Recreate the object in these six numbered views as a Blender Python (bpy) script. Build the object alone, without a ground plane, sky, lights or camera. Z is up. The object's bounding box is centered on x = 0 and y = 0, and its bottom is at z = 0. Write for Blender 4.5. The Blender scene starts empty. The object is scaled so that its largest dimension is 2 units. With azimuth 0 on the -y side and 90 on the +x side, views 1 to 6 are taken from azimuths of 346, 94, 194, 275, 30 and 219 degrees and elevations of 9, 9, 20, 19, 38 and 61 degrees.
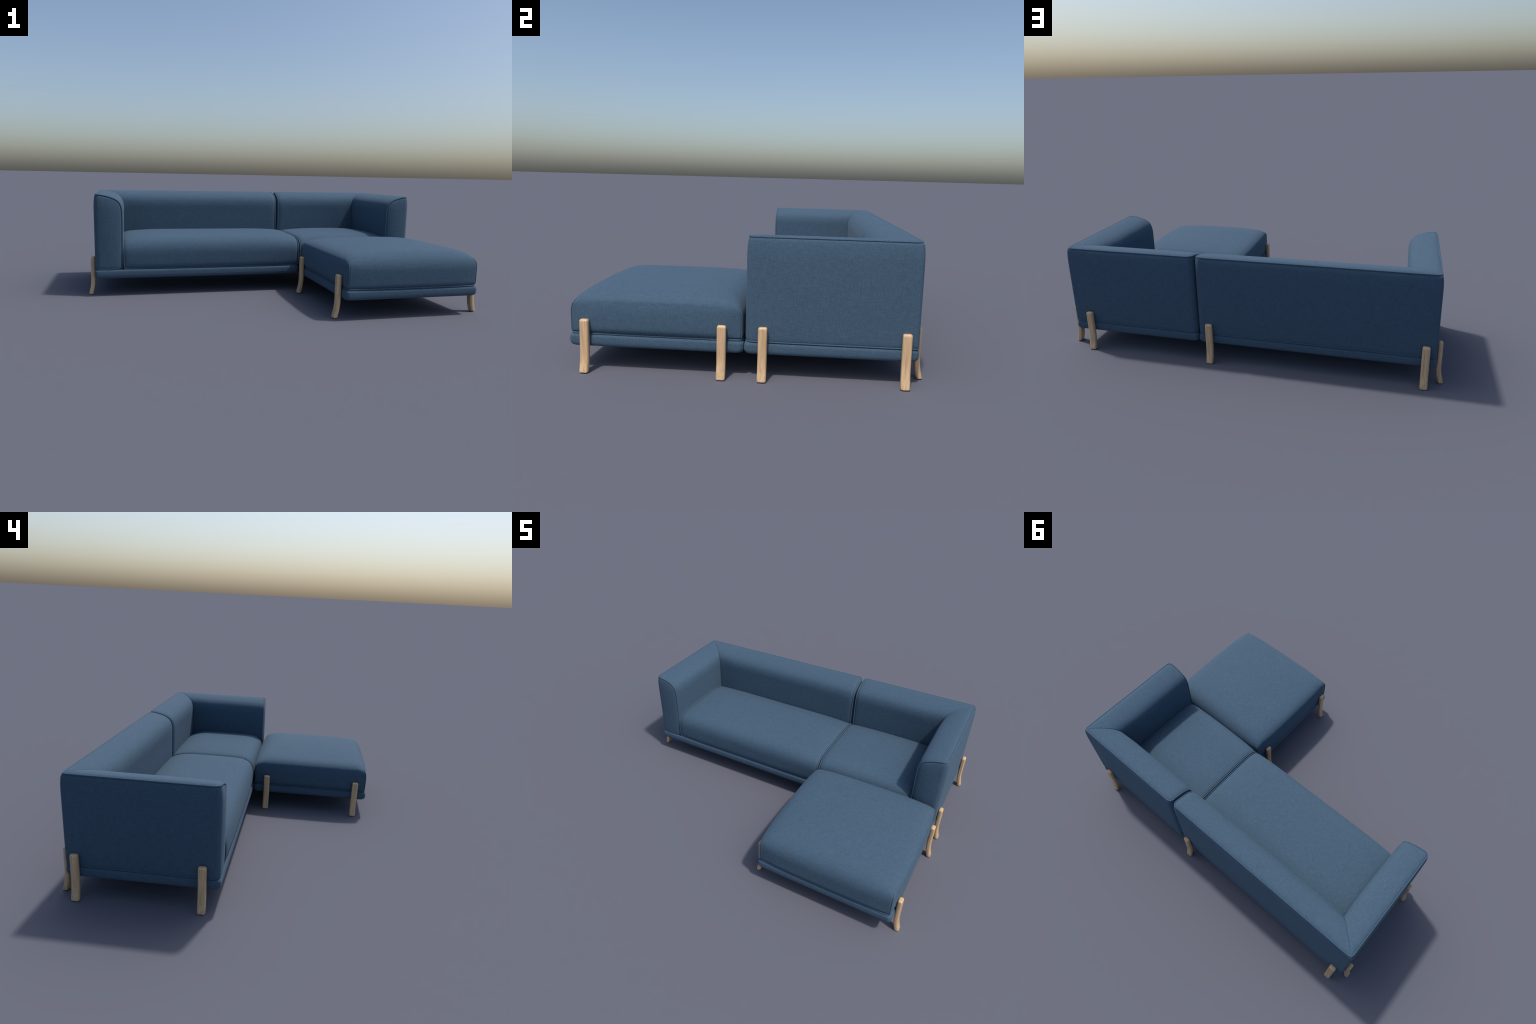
"""Sectional sofa (two upholstered modules with arms and backs) and a matching
ottoman, blue woven fabric with piped seams, pale wooden legs."""
import bpy, math
import numpy as np

# ------------------------------------------------------------------ dimensions
XO = 0.960            # outer plane of both arms
YB = 0.680            # outer plane of the backs
YF = 0.002            # front plane of the arms
Z_BASE0, Z_BASE1 = 0.0980, 0.1475      # base frame
Z_PIPE = 0.1520       # lower piping
PIPE_R = 0.0037
GAP_L, GAP_R = 0.2358, 0.2374        # end planes of the two modules


def q(t):
    """quarter-round rise 0 -> 1, used for every stuffed edge"""
    t = np.clip(t, 0.0, 1.0)
    return np.sqrt(np.maximum(0.0, 1.0 - (1.0 - t) ** 2))


def smooth(t):
    t = np.clip(t, 0.0, 1.0)
    return t * t * (3 - 2 * t)


def catmull(pts, per=8):
    """smooth open curve through control points"""
    P = np.array(pts, float)
    P = np.vstack([2 * P[0] - P[1], P, 2 * P[-1] - P[-2]])
    out = []
    for i in range(1, len(P) - 2):
        p0, p1, p2, p3 = P[i - 1:i + 3]
        for k in range(per):
            t = k / per
            out.append(0.5 * (2 * p1 + (p2 - p0) * t + (2 * p0 - 5 * p1 + 4 * p2 - p3) * t * t
                              + (3 * p1 - p0 - 3 * p2 + p3) * t ** 3))
    out.append(P[-2])
    return np.array(out)


def resample(C, n):
    C = np.asarray(C, float)
    s = np.r_[0, np.cumsum(np.linalg.norm(np.diff(C, axis=0), axis=1))]
    u = np.linspace(0, s[-1], n)
    return np.stack([np.interp(u, s, C[:, k]) for k in range(C.shape[1])], 1)


def span(length, n, tight0=True, tight1=True, near=0.035, m=9):
    """distances 0..length with extra samples close to the stuffed ends"""
    a = near * (np.linspace(0, 1, m) ** 2)
    parts = [a if tight0 else np.array([0.0])]
    lo = near if tight0 else 0.0
    hi = length - near if tight1 else length
    parts.append(np.linspace(lo, hi, n)[1:(-1 if tight1 else None)])
    if tight1:
        parts.append(length - a[::-1])
    return np.concatenate(parts)


# ------------------------------------------------------------------ mesh helpers
COLL = bpy.context.scene.collection


class Builder:
    """collects smooth grids and turns them into one mesh with exact normals"""

    def __init__(self):
        self.v, self.n, self.f = [], [], []
        self.c = 0

    def grid(self, P, flip=False, cols=None, closed=False):
        """P[row, col, xyz]; cols = slice kept (normals come from the whole grid)"""
        P = np.asarray(P, float)
        if closed:
            du = np.roll(P, -1, 1) - np.roll(P, 1, 1)
        else:
            du = np.gradient(P, axis=1)
        dv = np.gradient(P, axis=0)
        N = np.cross(du, dv)
        if flip:
            N = -N
        ln = np.linalg.norm(N, axis=2, keepdims=True)
        N = N / np.maximum(ln, 1e-12)
        if cols is not None:
            P, N = P[:, cols], N[:, cols]
        R, C = P.shape[:2]
        idx = np.arange(R * C).reshape(R, C) + self.c
        if closed:
            idx = np.concatenate([idx, idx[:, :1]], 1)
        q4 = np.stack([idx[:-1, :-1], idx[:-1, 1:], idx[1:, 1:], idx[1:, :-1]], -1).reshape(-1, 4)
        if flip:
            q4 = q4[:, ::-1]
        self.v.append(P.reshape(-1, 3))
        self.n.append(N.reshape(-1, 3))
        self.f += q4.tolist()
        self.c += R * C
        return self

    def fan(self, ring, centre, normal):
        """flat cap closing a ring"""
        ring = np.asarray(ring, float)
        k = len(ring)
        V = np.vstack([ring, [centre]])
        self.v.append(V)
        self.n.append(np.tile(np.array(normal, float), (k + 1, 1)))
        for i in range(k):
            self.f.append([self.c + i, self.c + (i + 1) % k, self.c + k])
        self.c += k + 1
        return self

    def mesh(self, name, mat):
        V, N = np.vstack(self.v), np.vstack(self.n)
        me = bpy.data.meshes.new(name)
        me.from_pydata(V.tolist(), [], self.f)
        me.materials.append(mat)
        me.polygons.foreach_set("use_smooth", [True] * len(me.polygons))
        me.update()
        # make the winding agree with the analytic normals, face by face
        bad = []
        for p in me.polygons:
            m = N[list(p.vertices)].sum(0)
            if p.normal.dot(m.tolist()) < 0:
                bad.append(p.index)
        if bad:
            F = [list(f) for f in self.f]
            for b in bad:
                F[b].reverse()
            me.clear_geometry()
            me.from_pydata(V.tolist(), [], F)
            me.polygons.foreach_set("use_smooth", [True] * len(me.polygons))
            me.update()
        me.normals_split_custom_set_from_vertices([tuple(n) for n in N])
        return me


def add(name, mesh, parent, loc=(0, 0, 0), rot=0.0):
    ob = bpy.data.objects.new(name, mesh)
    COLL.objects.link(ob)
    ob.parent = parent
    ob.location = loc
    ob.rotation_euler[2] = rot
    return ob


def tube(B, path, r=PIPE_R, closed=False, k=10, taper=False):
    """cord swept along a polyline"""
    P = np.asarray(path, float)
    keep = np.r_[True, np.linalg.norm(np.diff(P, axis=0), axis=1) > 1e-5]
    P = P[keep]
    if closed:
        T = np.roll(P, -1, 0) - np.roll(P, 1, 0)
    else:
        T = np.gradient(P, axis=0)
    T /= np.linalg.norm(T, axis=1, keepdims=True)
    ref = np.array([0.31, 0.17, 0.93])
    u = np.cross(T[0], ref); u /= np.linalg.norm(u)
    rings, norms = [], []
    n = len(P)
    ang = np.linspace(0, 2 * math.pi, k, endpoint=False)
    for i in range(n):
        u = u - T[i] * (u @ T[i]); u /= np.linalg.norm(u)
        w = np.cross(T[i], u)
        rr = r
        if taper:
            rr = r * (0.15 + 0.85 * float(q(min(1.0, (n - 1 - i) / (0.25 * n)))))
        d = np.outer(np.cos(ang), u) + np.outer(np.sin(ang), w)
        rings.append(P[i] + rr * d); norms.append(d)
    R = np.array(rings); N = np.array(norms)
    if closed:                       # undo the frame twist by matching the first ring
        best = min(range(k), key=lambda s: np.linalg.norm(np.roll(R[0], s, 0) - R[-1]))
        R = np.concatenate([R, [np.roll(R[0], best, 0)]]); N = np.concatenate([N, [np.roll(N[0], best, 0)]])
    rows, kk = R.shape[:2]
    idx = np.arange(rows * kk).reshape(rows, kk) + B.c
    idx = np.concatenate([idx, idx[:, :1]], 1)
    B.v.append(R.reshape(-1, 3)); B.n.append(N.reshape(-1, 3))
    B.f += np.stack([idx[:-1, :-1], idx[:-1, 1:], idx[1:, 1:], idx[1:, :-1]], -1).reshape(-1, 4).tolist()
    B.c += rows * kk
    return B


def round_rect(x0, x1, y0, y1, r, nside=40, ncor=9, bulge=0.0, groove=0.0, bulge_x=None):
    """closed outline, counter-clockwise, every call has the same number of points"""
    pts = []
    cen = [(x1 - r, y0 + r, -90), (x1 - r, y1 - r, 0), (x0 + r, y1 - r, 90), (x0 + r, y0 + r, 180)]
    for j, (cx, cy, a0) in enumerate(cen):
        for k in range(ncor):
            a = math.radians(a0 + 90 * k / (ncor - 1))
            rr = r - (groove if k == ncor // 2 else 0.0)
            pts.append((cx + rr * math.cos(a), cy + rr * math.sin(a)))
        nx, ny, na = cen[(j + 1) % 4]
        a = math.radians(a0 + 90)
        p = np.array([cx + r * math.cos(a), cy + r * math.sin(a)])
        b = np.array([nx + r * math.cos(a), ny + r * math.sin(a)])
        o = np.array([math.cos(a), math.sin(a)])
        for t in 0.5 - 0.5 * np.cos(np.pi * np.linspace(0, 1, nside + 2)[1:-1]):
            amount = bulge_x if (bulge_x is not None and abs(o[0]) > 0.5) else bulge
            pts.append(tuple(p + (b - p) * t + o * amount * (1 - (2 * t - 1) ** 4)))
    return np.array(pts)


# ------------------------------------------------------------------ materials
def make_fabric():
    m = bpy.data.materials.new("blue_woven_fabric")
    m.use_nodes = True
    nt = m.node_tree; N = nt.nodes; L = nt.links
    bsdf = N["Principled BSDF"]
    tc = N.new("ShaderNodeTexCoord")

    def streak(scale):
        mp = N.new("ShaderNodeMapping"); mp.inputs["Scale"].default_value = scale
        L.new(tc.outputs["Object"], mp.inputs["Vector"])
        no = N.new("ShaderNodeTexNoise")
        no.inputs["Scale"].default_value = 1.0
        no.inputs["Detail"].default_value = 3.0
        no.inputs["Roughness"].default_value = 0.6
        L.new(mp.outputs["Vector"], no.inputs["Vector"])
        return no.outputs["Fac"]

    def math_node(op, a, b):
        n = N.new("ShaderNodeMath"); n.operation = op
        for k, v in ((0, a), (1, b)):
            if isinstance(v, (int, float)):
                n.inputs[k].default_value = v
            else:
                L.new(v, n.inputs[k])
        return n.outputs[0]

    s = [streak((40, 300, 300)), streak((300, 40, 300)), streak((300, 300, 40))]
    weave = math_node("ADD", math_node("ADD", s[0], s[1]), s[2])
    weave = math_node("MULTIPLY", weave, 1 / 3)
    big = streak((9, 9, 9))
    tone = math_node("ADD", math_node("MULTIPLY", weave, 0.96), math_node("MULTIPLY", big, 0.04))
    ramp = N.new("ShaderNodeValToRGB")
    e = ramp.color_ramp.elements
    e[0].position, e[0].color = 0.36, FAB_DARK
    e[1].position, e[1].color = 0.64, FAB_LIGHT
    L.new(tone, ramp.inputs["Fac"])
    L.new(ramp.outputs["Color"], bsdf.inputs["Base Color"])
    bump = N.new("ShaderNodeBump")
    bump.inputs["Strength"].default_value = 0.35
    bump.inputs["Distance"].default_value = 0.002
    L.new(weave, bump.inputs["Height"])
    L.new(bump.outputs["Normal"], bsdf.inputs["Normal"])
    bsdf.inputs["Roughness"].default_value = 0.9
    bsdf.inputs["Specular IOR Level"].default_value = 0.2
    bsdf.inputs["Sheen Weight"].default_value = 0.08
    bsdf.inputs["Sheen Roughness"].default_value = 0.5
    bsdf.inputs["Sheen Tint"].default_value = (0.6, 0.8, 1.0, 1.0)
    return m


def make_wood():
    m = bpy.data.materials.new("pale_wood")
    m.use_nodes = True
    nt = m.node_tree; N = nt.nodes; L = nt.links
    bsdf = N["Principled BSDF"]
    tc = N.new("ShaderNodeTexCoord")
    info = N.new("ShaderNodeObjectInfo")
    off = N.new("ShaderNodeVectorMath"); off.operation = "SCALE"
    off.inputs[0].default_value = (3.1, 1.7, 2.3)
    L.new(info.outputs["Random"], off.inputs["Scale"])
    ad = N.new("ShaderNodeVectorMath"); ad.operation = "ADD"
    L.new(tc.outputs["Object"], ad.inputs[0]); L.new(off.outputs[0], ad.inputs[1])

    def noise(scale, dist=0.0):
        mp = N.new("ShaderNodeMapping"); mp.inputs["Scale"].default_value = scale
        L.new(ad.outputs[0], mp.inputs["Vector"])
        no = N.new("ShaderNodeTexNoise")
        no.inputs["Scale"].default_value = 1.0
        no.inputs["Detail"].default_value = 4.0
        no.inputs["Distortion"].default_value = dist
        L.new(mp.outputs["Vector"], no.inputs["Vector"])
        return no.outputs["Fac"]
    grain = noise((150, 150, 7), 0.4)
    fine = noise((600, 600, 18))
    mix = N.new("ShaderNodeMath"); mix.operation = "MULTIPLY_ADD"
    mix.inputs[1].default_value = 0.35
    L.new(fine, mix.inputs[0])
    sc = N.new("ShaderNodeMath"); sc.operation = "MULTIPLY"; sc.inputs[1].default_value = 0.65
    L.new(grain, sc.inputs[0]); L.new(sc.outputs[0], mix.inputs[2])
    ramp = N.new("ShaderNodeValToRGB")
    e = ramp.color_ramp.elements
    e[0].position, e[0].color = 0.32, WOOD_DARK
    e[1].position, e[1].color = 0.60, WOOD_LIGHT
    L.new(mix.outputs[0], ramp.inputs["Fac"])
    L.new(ramp.outputs["Color"], bsdf.inputs["Base Color"])
    bsdf.inputs["Roughness"].default_value = 0.42
    bsdf.inputs["Specular IOR Level"].default_value = 0.5
    return m


FAB_DARK = (0.0365, 0.0715, 0.1085, 1)
FAB_LIGHT = (0.0675, 0.1145, 0.169, 1)
WOOD_DARK = (0.42, 0.270, 0.142, 1)
WOOD_LIGHT = (0.68, 0.465, 0.268, 1)
FABRIC = make_fabric()
WOOD = make_wood()

# ------------------------------------------------------------------ arm and back section
EDGE_D, EDGE_Z = 0.0105, 0.5650      # where the top piping runs (inset from outer plane, height)
PIPE_Y = YF + 0.010                  # piping plane at the arm front
CORNER_R = 0.032                     # plan radius of the arm's front outer edge
CORNER_RT = CORNER_R - 0.010
BACK_R = 0.016

SECTION = catmull([(EDGE_D, EDGE_Z), (0.0335, 0.5640), (0.060, 0.5595), (0.090, 0.5510), (0.118, 0.539),
                   (0.137, 0.522), (0.1465, 0.498), (0.1500, 0.465), (0.1502, 0.40), (0.1490, 0.30),
                   (0.148, 0.20), (0.1480, 0.150)], 8)


def make_section():
    """section samples: dense by the piping so the rounded corner is followed"""
    t = CORNER_RT * (1 - np.cos(np.linspace(0, math.pi / 2, 12)))
    head = [(EDGE_D + k, float(np.interp(EDGE_D + k, SECTION[:20, 0], SECTION[:20, 1]))) for k in t]
    rest = SECTION[SECTION[:, 0] > EDGE_D + CORNER_RT + 0.003]
    first = int(np.argmax(SECTION[:, 0] > EDGE_D + CORNER_RT + 0.003))
    rest = SECTION[first:]
    return np.vstack([head, rest])


SEC = make_section()
SEC_S = np.r_[0, np.cumsum(np.linalg.norm(np.diff(SEC, axis=0), axis=1))]
_t = np.gradient(SEC, axis=0); _t /= np.linalg.norm(_t, axis=1, keepdims=True)
SEC_N = np.stack([-_t[:, 1], _t[:, 0]], 1)          # points up / towards the seat


def strip(length_total, out_w, mitre=True):
    """top-and-inside upholstery of an arm or back. Returns P[row=section, col=length]
    as (inset, distance from mitre corner plane's outer edge measured backwards, z):
    coordinate 'l' runs from the free end (0) towards the mitred corner."""
    t = SEC[:, 0] - EDGE_D
    start = np.where(t < CORNER_RT, CORNER_RT - np.sqrt(np.maximum(0, CORNER_RT ** 2 - (CORNER_RT - t) ** 2)), 0.0)
    base = span(length_total, 34)
    f = base / length_total
    rows = []
    for i, (d, z) in enumerate(SEC):
        nominal = length_total - d - start[i]
        dist = f * nominal
        bottom = np.clip((z - 0.15) / 0.05, 0, 1)
        h = PILLOW * q(SEC_S[i] / 0.03) * q(dist / 0.035) + CROWN * np.sin(np.pi * min(1.0, SEC_S[i] / 0.24)) ** 2 * q(dist / 0.30)
        h = h * (0.3 + 0.7 * bottom) * (1 - 0.30 * smooth((0.52 - z) / 0.26))
        valley = smooth((SEC_S[i] - 0.08) / 0.10)          # inner faces sink towards the mitred corner
        h = h * (1 - valley * 0.5 * (1 - smooth((nominal - dist) / 0.13)))
        h = h - 0.0020 * np.exp(-((nominal - dist) / 0.0022) ** 2) * q(SEC_S[i] / 0.01)
        groove = (1 - q(SEC_S[i] / 0.006)) + (1 - q(dist / 0.006))      # tucked in beside the cord
        h = h - 0.0035 * np.minimum(groove, 1.0)
        dd = d + SEC_N[i, 0] * h
        zz = z + SEC_N[i, 1] * h
        ll = start[i] + f * (length_total - dd - start[i])
        rows.append(np.stack([dd, ll, zz], 1))
    return np.array(rows)


PILLOW, CROWN = 0.0090, 0.0045


def wall_inset(down, up):
    """how far the outer panel tucks in near its top piping and lower piping"""
    return (0.0095 * (1 - q(down / 0.08)) + 0.0050 * (1 - q(down / 0.007))
            + 0.0040 * (1 - q(up / 0.025)) + 0.0060 * (1 - q(up / 0.009)))


WALL_Z = np.r_[0.1500, 0.1506, 0.1520, 0.1545, 0.158, 0.163, 0.170, np.linspace(0.18, 0.47, 14),
               0.485, 0.50, 0.512, 0.523, 0.533, 0.542, 0.550, 0.5555, 0.5595, 0.5625, 0.5645, EDGE_Z]
F_Z = (WALL_Z - WALL_Z[0]) / (WALL_Z[-1] - WALL_Z[0])


def end_face():
    """front of an arm / end of a back: inset d across, height z, filled between
    the piped section edge, the base and the rounded outer edge (Coons patch)"""
    first = 12                                    # section sample at the end of the rounded corner
    k = int(np.argmin(np.abs(SEC[:, 0] - 0.137) + np.abs(SEC[:, 1] - 0.519)))
    n_u, n_v = 22, len(WALL_Z)
    top = resample(SEC[first - 1:k + 1], n_u)
    right = resample(SEC[k:][::-1], n_v)
    # same spacing up the right side as up the wall
    s = np.r_[0, np.cumsum(np.linalg.norm(np.diff(SEC[k:][::-1], axis=0), axis=1))]
    right = np.stack([np.interp(F_Z * s[-1], s, SEC[k:][::-1][:, c]) for c in (0, 1)], 1)
    z_top = top[0, 1]
    left = np.stack([np.full(n_v, top[0, 0]), 0.15 + F_Z * (z_top - 0.15)], 1)
    bottom = np.stack([np.linspace(left[0, 0], right[0, 0], n_u), np.full(n_u, 0.15)], 1)
    u = np.linspace(0, 1, n_u)[None, :, None]; v = F_Z[:, None, None]
    P = ((1 - v) * bottom[None] + v * top[None] + (1 - u) * left[:, None] + u * right[:, None]
         - ((1 - u) * (1 - v) * bottom[0] + u * (1 - v) * bottom[-1] + (1 - u) * v * top[0] + u * v * top[-1]))
    edge = resample(SEC, 300)
    flat = P.reshape(-1, 2)
    dist = np.min(np.linalg.norm(flat[:, None] - edge[None], axis=2), axis=1).reshape(P.shape[:2])
    swell = 0.004 * (np.sin(np.pi * u[..., 0]) * np.sin(np.pi * F_Z[:, None])) ** 0.7
    return P, wall_inset(dist, P[:, :, 1] - 0.15) - swell


def swell_at(d0, d1):
    """stuffed outer panels bow out away from their vertical edges"""
    return 0.0045 * float(np.sin(0.5 * np.pi * min(1.0, min(d0, d1) / 0.16)))


def outer_wrap(width):
    """outer panel in plan coordinates (a = inset from arm plane, b = inset from back plane,
    here stored as a and y): arm front -> rounded edge -> side -> corner -> back -> end.
    Returns grid[row=z, col=path] of (a, y, z) and the column of the back corner."""
    depth = YB - YF
    face, inset = end_face()
    cols = []
    # arm front, from the inner edge to the outer one
    fr = np.stack([face[:, :, 0], YF + inset, face[:, :, 1]], -1)[:, ::-1]
    cols.append(fr[:, :-1])
    z_rows = lambda ztop: 0.15 + F_Z * (ztop - 0.15)
    zr_c = z_rows(SEC[11, 1]); zr = z_rows(EDGE_Z)

    def column(px, py, nx, ny, ztop, swell=0.0):
        zz = z_rows(ztop)
        o = wall_inset(ztop - zz, zz - 0.15) - swell * np.sin(np.pi * F_Z) ** 0.8
        return np.stack([px - nx * o, py - ny * o, zz], -1)

    def arc(cx, cy, r, a0, a1, n, zt0, zt1):
        for k in range(n):
            t = k / (n - 1)
            a = math.radians(a0 + (a1 - a0) * t)
            # the edge height follows the section top as the piping turns the corner
            d = EDGE_D + (CORNER_RT * (1 - math.cos(a - math.radians(a1))) if zt0 > 0 else 0)
            yield column(cx + r * math.cos(a), cy + r * math.sin(a), math.cos(a), math.sin(a),
                         zt0 + (zt1 - zt0) * t)
    ztc = SEC[11, 1]
    A = list(arc(CORNER_R, YF + CORNER_R, CORNER_R, -90, -180, 10, ztc, EDGE_Z))
    cols.append(np.stack(A, 1))
    ys = YF + CORNER_R + span(depth - CORNER_R - BACK_R, 26)[1:-1]
    cols.append(np.stack([column(0, y, -1, 0, EDGE_Z, swell_at(y - ys[0], ys[-1] - y)) for y in ys], 1))
    A = list(arc(BACK_R, YB - BACK_R, BACK_R, 180, 90, 9, EDGE_Z, EDGE_Z))
    n_before = sum(c.shape[1] for c in cols)
    split = n_before + 4
    cols.append(np.stack(A, 1))
    xs = BACK_R + span(width - CORNER_R - BACK_R, 40)[1:-1]
    cols.append(np.stack([column(x, YB, 0, 1, EDGE_Z, swell_at(x - xs[0], xs[-1] - x)) for x in xs], 1))
    A = list(arc(width - CORNER_R, YB - CORNER_R, CORNER_R, 90, 0, 10, EDGE_Z, ztc))
    cols.append(np.stack(A, 1))
    en = np.stack([width - inset, YB - face[:, :, 0], face[:, :, 1]], -1)
    cols.append(en[:, 1:])
    return np.concatenate(cols, 1), split


def build_module(sofa, side):
    """side -1: arm on the left; +1: arm on the right (mirror image)"""
    gap = GAP_L if side < 0 else GAP_R
    width = (XO + gap) if side < 0 else (XO - gap)
    sx = lambda a: side * XO - side * a          # inset from the arm plane -> world x
    flip = side < 0

    def world(P):
        out = np.array(P, float)
        out[..., 0] = sx(out[..., 0])
        return out

    wrap, split = outer_wrap(width)
    W = world(wrap)
    # arm
    S = strip(YB - PIPE_Y, XO)
    arm_top = np.stack([sx(S[:, :, 0]), PIPE_Y + S[:, :, 1], S[:, :, 2]], -1)
    B = Builder()
    orient(B, W, slice(0, split + 1), world_c=(sx(0.075), 0.34, 0.33))
    orient(B, arm_top, None, world_c=(sx(0.075), 0.34, 0.33))
    arm = add("armrest", B.mesh("armrest", FABRIC), sofa)
    # back
    wb = width - 0.010
    S = strip(wb, XO)
    back_top = np.stack([sx(wb - S[:, :, 1]), YB - S[:, :, 0], S[:, :, 2]], -1)
    B = Builder()
    cb = (sx(width * 0.5), YB - 0.075, 0.33)
    orient(B, W, slice(split, None), world_c=cb)
    orient(B, back_top, None, world_c=cb)
    back = add("backrest", B.mesh("backrest", FABRIC), sofa)

    # piping: one cord round the outer panel, top and bottom
    t = SEC[:, 0] - EDGE_D
    start = np.where(t < CORNER_RT, CORNER_RT - np.sqrt(np.maximum(0, CORNER_RT ** 2 - (CORNER_RT - t) ** 2)), 0.0)
    lift = SEC + SEC_N * 0.0022
    edge = EDGE_D - 0.0005
    arm_edge = np.stack([sx(lift[:, 0]), PIPE_Y + start - 0.0008, lift[:, 1]], -1)   # outer -> inner bottom
    back_edge = np.stack([sx(wb + 0.0008 - start), YB - lift[:, 0], lift[:, 1]], -1)
    zt = EDGE_Z + 0.0015
    along_arm = np.array([(sx(edge), y, zt) for y in np.linspace(PIPE_Y + CORNER_RT, YB - edge - 0.006, 60)])
    along_back = np.array([(sx(a), YB - edge, zt) for a in np.linspace(edge + 0.006, wb - CORNER_RT, 80)])
    top_line = np.concatenate([arm_edge[1:][::-1], along_arm, along_back, back_edge[1:]])
    # lower cord follows the foot of the outer panel (arm inner front -> ... -> back inner end)
    C = W[0]
    tang = np.gradient(C[:, :2], axis=0); tang /= np.linalg.norm(tang, axis=1, keepdims=True)
    nrm = np.stack([tang[:, 1], -tang[:, 0]], 1)
    if np.sum(nrm * (C[:, :2] - [sx(width * 0.5), 0.34])) < 0:
        nrm = -nrm
    bottom_line = np.c_[C[:, :2] + nrm * 0.0062, np.full(len(C), Z_PIPE - 0.0002)]
    loop = np.concatenate([top_line[6:-6], bottom_line[::-1][3:-3]])
    loop = relax(loop, 2)
    loop = resample(np.vstack([loop, loop[:1]]), 900)[:-1]
    B = Builder(); tube(B, loop, closed=True)
    add("piping", B.mesh("piping", FABRIC), sofa)

    # base frame
    x0, x1 = sorted((sx(-0.0020), sx(width - 0.0005)))
    base_frame(sofa, x0, x1, YF - 0.0040, YB + 0.0015)

    # seat
    s0, s1 = sorted((sx(0.1565), sx(width - 0.0042)))
    seat_cushion(sofa, s0, s1)


def relax(P, n):
    for _ in range(n):
        P = 0.5 * P + 0.25 * (np.roll(P, 1, 0) + np.roll(P, -1, 0))
    return P


def orient(B, P, cols, world_c):
    """add a grid so that its normals point away from world_c on average"""
    c = np.array(world_c)
    du = np.gradient(P, axis=1); dv = np.gradient(P, axis=0)
    N = np.cross(du, dv)
    s = np.sum(N * (P - c))
    B.grid(P, flip=s < 0, cols=cols)


def base_frame(parent, x0, x1, y0, y1):
    """padded rail: bull-nosed slab with a fine seam at each corner"""
    B = Builder()
    rows = []
    prof = [(0.060, Z_BASE0), (0.030, Z_BASE0), (0.016, Z_BASE0 + 0.0003), (0.0105, Z_BASE0 + 0.0015),
            (0.0060, Z_BASE0 + 0.0045), (0.0028, Z_BASE0 + 0.009), (0.0008, Z_BASE0 + 0.0155), (0.0, Z_BASE0 + 0.023),
            (0.0003, Z_BASE1 - 0.013), (0.0015, Z_BASE1 - 0.0070), (0.0038, Z_BASE1 - 0.0030),
            (0.0075, Z_BASE1 - 0.0007), (0.012, Z_BASE1), (0.03, Z_BASE1), (0.060, Z_BASE1)]
    prof = catmull(prof, 3)
    for ins, z in prof:
        r = 0.020 + 0.3 * ins
        o = round_rect(x0 + ins, x1 - ins, y0 + ins, y1 - ins, r, nside=24, ncor=13,
                       groove=0.0012 if ins < 0.02 else 0.0)
        rows.append(np.c_[o, np.full(len(o), z)])
    P = np.array(rows)
    cx, cy = (x0 + x1) / 2, (y0 + y1) / 2
    N = np.cross(np.roll(P, -1, 1) - np.roll(P, 1, 1), np.gradient(P, axis=0))
    mid = len(prof) // 2
    s = np.sum(N[mid, :, :2] * (P[mid, :, :2] - [cx, cy]))
    B.grid(P, flip=s < 0, closed=True)
    B.fan(P[0][::-1], (cx, cy, Z_BASE0), (0, 0, -1))
    B.fan(P[-1], (cx, cy, Z_BASE1), (0, 0, 1))
    return add("base_frame", B.mesh("base_frame", FABRIC), parent)


# seat section from the front lower edge, up and back (y, z) at the piped ends
SEAT = catmull([(0.0130, Z_PIPE), (0.0105, 0.175), (0.0095, 0.21), (0.0105, 0.243), (0.0170, 0.268), (0.0310, 0.288),
                (0.054, 0.3015), (0.085, 0.309), (0.14, 0.3125), (0.24, 0.3138), (0.34, 0.3132), (0.42, 0.3110),
                (0.475, 0.3045), (0.514, 0.2915), (0.534, 0.274), (0.545, 0.245), (0.547, 0.18)], 6)


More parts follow.
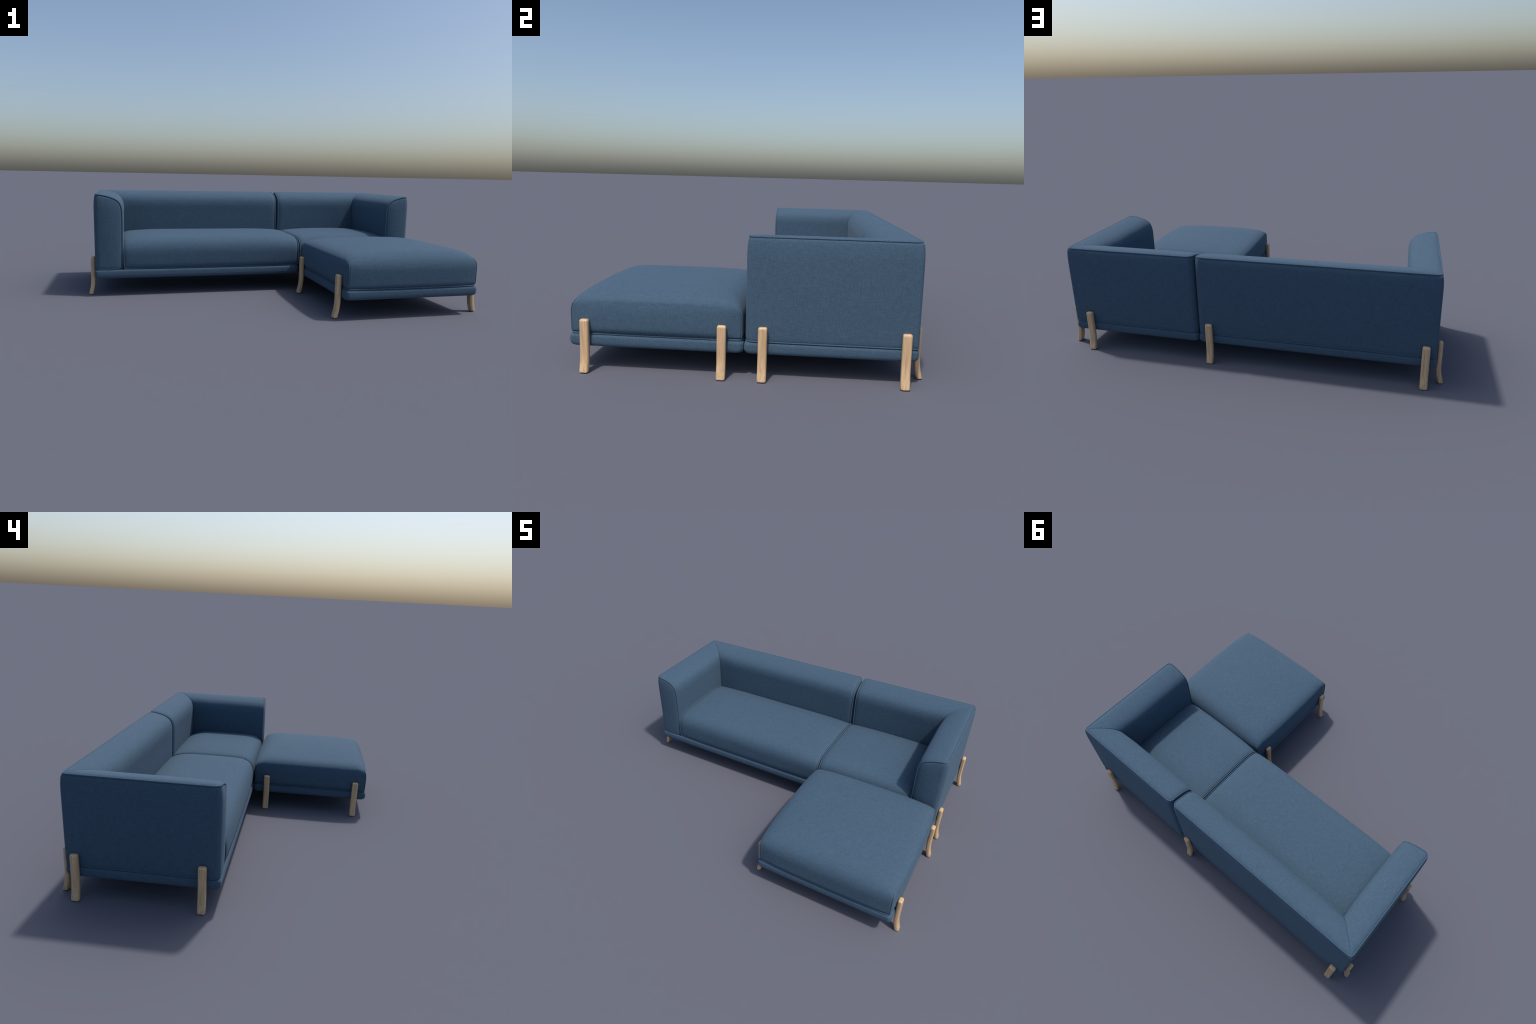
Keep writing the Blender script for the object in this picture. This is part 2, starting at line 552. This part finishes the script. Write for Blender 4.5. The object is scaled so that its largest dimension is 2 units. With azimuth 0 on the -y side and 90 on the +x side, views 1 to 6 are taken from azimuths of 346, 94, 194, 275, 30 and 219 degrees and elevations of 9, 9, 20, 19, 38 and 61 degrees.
def seat_cushion(parent, x0, x1):
    P2 = SEAT
    s = np.r_[0, np.cumsum(np.linalg.norm(np.diff(P2, axis=0), axis=1))]
    t = np.gradient(P2, axis=0); t /= np.linalg.norm(t, axis=1, keepdims=True)
    n = np.stack([-t[:, 1], t[:, 0]], 1)
    L = x1 - x0
    side_gap = 0.0025                              # the top sits just inside its end cords
    xs = side_gap + span(L - 2 * side_gap, 46, near=0.05, m=12)
    dist = np.minimum(xs, L - xs) - side_gap
    top_w = np.where(P2[:, 0] > 0.25, 1.0, np.clip((P2[:, 1] - 0.22) / 0.09, 0, 1))
    fade_back = 1 - 0.5 * smooth((P2[:, 0] - 0.40) / 0.13)
    rows = []
    for i in range(len(P2)):
        crown = (0.0115 * top_w[i] ** 2 + 0.0072) * fade_back[i] * q(dist / 0.26) + 0.0045 * (0.3 + 0.7 * fade_back[i]) * q(dist / 0.030) - 0.003 * (1 - q(dist / 0.008))
        low = q(s[i] / 0.03)                       # pinched at the lower piping
        h = crown * low
        y = P2[i, 0] + n[i, 0] * h
        z = P2[i, 1] + n[i, 1] * h
        rows.append(np.stack([x0 + xs, y, z], 1))
    P = np.array(rows)
    B = Builder()
    c = (0.5 * (x0 + x1), 0.28, 0.18)
    orient(B, P, None, c)
    # end panels
    for e in (0, -1):
        ring = P[:, e]
        ring = np.vstack([ring, [ring[-1, 0], 0.54, Z_PIPE]])
        B.fan(ring, ring.mean(0), (-1 if e == 0 else 1, 0, 0))
    seat = add("seat_cushion", B.mesh("seat_cushion", FABRIC), parent)
    # piping: up one end, along the lower front, up the other end
    r = PIPE_R * 0.92
    cut = int(np.argmax(P2[:, 0] > 0.536))
    lift = 0.0046
    e0 = np.c_[np.full(cut, x0 + 0.0005), P2[:cut, 0], P2[:cut, 1]] + np.c_[np.zeros(cut), n[:cut] * lift]
    e1 = e0.copy(); e1[:, 0] = x1 - 0.0005
    front = np.c_[P[0, 2:-2, 0], P[0, 2:-2, 1] - 0.0030, np.full(P.shape[1] - 4, Z_PIPE - 0.0005)]
    path = np.concatenate([e0[::-1][:-2], front, e1[2:]])
    path = resample(path, 520)
    mid = path.copy()
    for _ in range(3):
        mid[1:-1] = 0.5 * mid[1:-1] + 0.25 * (mid[2:] + mid[:-2])
    B = Builder(); tube(B, mid, r=r)
    add("piping", B.mesh("piping", FABRIC), seat)
    return seat


# ------------------------------------------------------------------ ottoman
OT = dict(x0=0.2330, x1=0.9620, y0=-0.7145, y1=-0.0025)


SIDE_ROLL = catmull([(0.008, 0.1505), (0.0045, 0.156), (0.0, 0.163), (-0.0045, 0.18), (-0.0055, 0.21), (-0.0048, 0.24),
                     (-0.0030, 0.262), (0.0005, 0.280), (0.0045, 0.294), (0.0170, 0.3060), (0.034, 0.3130),
                     (0.055, 0.3162), (0.075, 0.3176), (0.09, 0.3185)], 6)


def ottoman_cushion(parent):
    x0, x1, y0, y1 = OT["x0"] + 0.0093, OT["x1"] - 0.0093, OT["y0"] + 0.0060, OT["y1"] - 0.0050
    lev = [(0.008, Z_PIPE - 0.002), (0.0045, 0.156), (0.0015, 0.161), (0.0, 0.17), (0.0, 0.19), (0.0, 0.22),
           (0.0005, 0.245), (0.003, 0.262), (0.008, 0.278), (0.017, 0.293), (0.030, 0.3045), (0.046, 0.3120),
           (0.064, 0.3160), (0.080, 0.3178)]
    lev = catmull(lev, 4)
    # the two side panels are more upright, with a tighter roll at the top
    side_ins = lambda z: float(np.interp(z, SIDE_ROLL[:, 1], SIDE_ROLL[:, 0]))
    cx, cy = (x0 + x1) / 2, (y0 + y1) / 2
    hx, hy = (x1 - x0) / 2, (y1 - y0) / 2
    rows = []

    def crown(o):
        X = (o[:, 0] - cx) / hx; Y = (o[:, 1] - cy) / hy
        return np.clip(1 - X ** 2, 0, 1) * np.clip(1 - Y ** 4, 0, 1)

    for ins, z in lev:
        k = np.clip((z - 0.265) / 0.05, 0, 1)
        r = 0.016 + 0.040 * k * k * (3 - 2 * k) + 0.25 * max(0, ins - 0.03)
        low = float(q((z - 0.150) / 0.03))
        bulge = 0.009 * low
        g = 0.0022 * float(np.clip((z - 0.153) / 0.004, 0, 1) * np.clip((0.285 - z) / 0.02, 0, 1))
        sb = side_ins(z)
        pin = max(sb, 0.0)                         # the corners stay put, only the panel bows out
        o = round_rect(x0 + pin, x1 - pin, y0 + ins, y1 - ins, r, nside=36, ncor=13, bulge=bulge, groove=g,
                       bulge_x=0.0115 * low + (pin - sb))
        zz = np.full(len(o), z)
        # corners of the top sit a little lower than the middles of the sides
        zz = zz + 0.0225 * crown(o) * k
        rows.append(np.c_[o, zz])
    last = rows[-1]; base_z = lev[-1][1]
    for f in np.linspace(1, 0.0, 26)[1:-1]:
        o = np.array([cx, cy]) + (last[:, :2] - [cx, cy]) * f
        X = np.abs(o[:, 0] - cx) / (hx - 0.08); Y = np.abs(o[:, 1] - cy) / (hy - 0.08)
        rows.append(np.c_[o, base_z + 0.0225 * crown(o)])
    P = np.array(rows)
    B = Builder()
    N = np.cross(np.roll(P, -1, 1) - np.roll(P, 1, 1), np.gradient(P, axis=0))
    s = np.sum(N * (P - [cx, cy, 0.2]))
    B.grid(P, flip=s < 0, closed=True)
    B.fan(P[-1], (cx, cy, base_z + 0.0225), (0, 0, 1))
    cush = add("seat_cushion", B.mesh("ottoman_cushion", FABRIC), parent)

    # lower piping and corner welts
    B = Builder()
    o = round_rect(x0 + 0.0026, x1 - 0.0026, y0 + 0.0026, y1 - 0.0026, 0.018, nside=60, ncor=11, bulge=0.0035)
    tube(B, np.c_[o, np.full(len(o), Z_PIPE - 0.0005)], closed=True)
    for ix, px in ((-1, x0), (1, x1)):
        for iy, py in ((-1, y0), (1, y1)):
            line = []
            for z in np.linspace(Z_PIPE, 0.292, 22):
                ins = float(np.interp(z, lev[:, 1], lev[:, 0]))
                k = np.clip((z - 0.265) / 0.05, 0, 1)
                r = 0.016 + 0.040 * k * k * (3 - 2 * k)
                c = r * (1 - math.sqrt(0.5))
                line.append((px - ix * (c + max(0, side_ins(z))), py - iy * (c + ins - 0.0014), z))
            tube(B, line, r=0.0024, taper=True)
    add("piping", B.mesh("ottoman_piping", FABRIC), cush)


# ------------------------------------------------------------------ legs
def leg_mesh():
    """bent, soft-edged batten; local +x points away from the furniture"""
    th, wd, H = 0.0235, 0.0365, 0.2165
    zs = np.r_[0, 0.0006, 0.002, 0.0045, np.linspace(0.010, H - 0.012, 34), H - 0.008, H - 0.005, H - 0.0025, H - 0.0008, H]
    rows = []
    spine = catmull([(0.0145, 0.0), (0.0105, 0.018), (0.0052, 0.040), (0.0018, 0.065), (0.0002, 0.09), (0.0, 0.12),
                     (0.0, 0.16), (-0.0004, H)], 8)
    for z in zs:
        e = 0.0
        if z < 0.0045:
            e = 0.0035 * (1 - float(q(z / 0.0045)))
        if z > H - 0.009:
            e = 0.0075 * (1 - float(q((H - z) / 0.009)))
        c = float(np.interp(z, spine[:, 1], spine[:, 0])) + th / 2
        r = 0.0085
        o = round_rect(c - th / 2 + e, c + th / 2 - e, -wd / 2 + e, wd / 2 - e, max(0.002, r - 0.6 * e), nside=4, ncor=7)
        rows.append(np.c_[o, np.full(len(o), z)])
    P = np.array(rows)
    B = Builder()
    B.grid(P, flip=False, closed=True)
    B.fan(P[0], P[0].mean(0), (0, 0, -1))
    B.fan(P[-1], P[-1].mean(0), (0, 0, 1))
    return B.mesh("leg", WOOD)


# ------------------------------------------------------------------ assemble
def thing(name, label, category, loc):
    e = bpy.data.objects.new(name, None)
    e.empty_display_size = 0.2
    COLL.objects.link(e)
    e["label"] = label
    e["category"] = category
    return e


sofa = thing("sectional_sofa", "low blue fabric corner sofa with piped seams and pale wooden legs", "sofa", None)
ottoman = thing("ottoman", "square blue fabric footstool with pale wooden legs", "ottoman", None)

build_module(sofa, -1)
build_module(sofa, +1)

base_frame(ottoman, OT["x0"], OT["x1"], OT["y0"], OT["y1"])
ottoman_cushion(ottoman)

LEG = leg_mesh()
face_x = XO + 0.0022
for y in (0.074, 0.629):
    add("leg", LEG, sofa, (face_x, y, 0), 0.0)
    add("leg", LEG, sofa, (-face_x, y, 0), math.pi)
for x in (-0.908, 0.169, 0.857):
    add("leg", LEG, sofa, (x, YB + 0.0015, 0), math.pi / 2)
for y in (-0.641, -0.088):
    add("leg", LEG, ottoman, (OT["x1"] + 0.0003, y, 0), 0.0)
    add("leg", LEG, ottoman, (OT["x0"] - 0.0003, y, 0), math.pi)
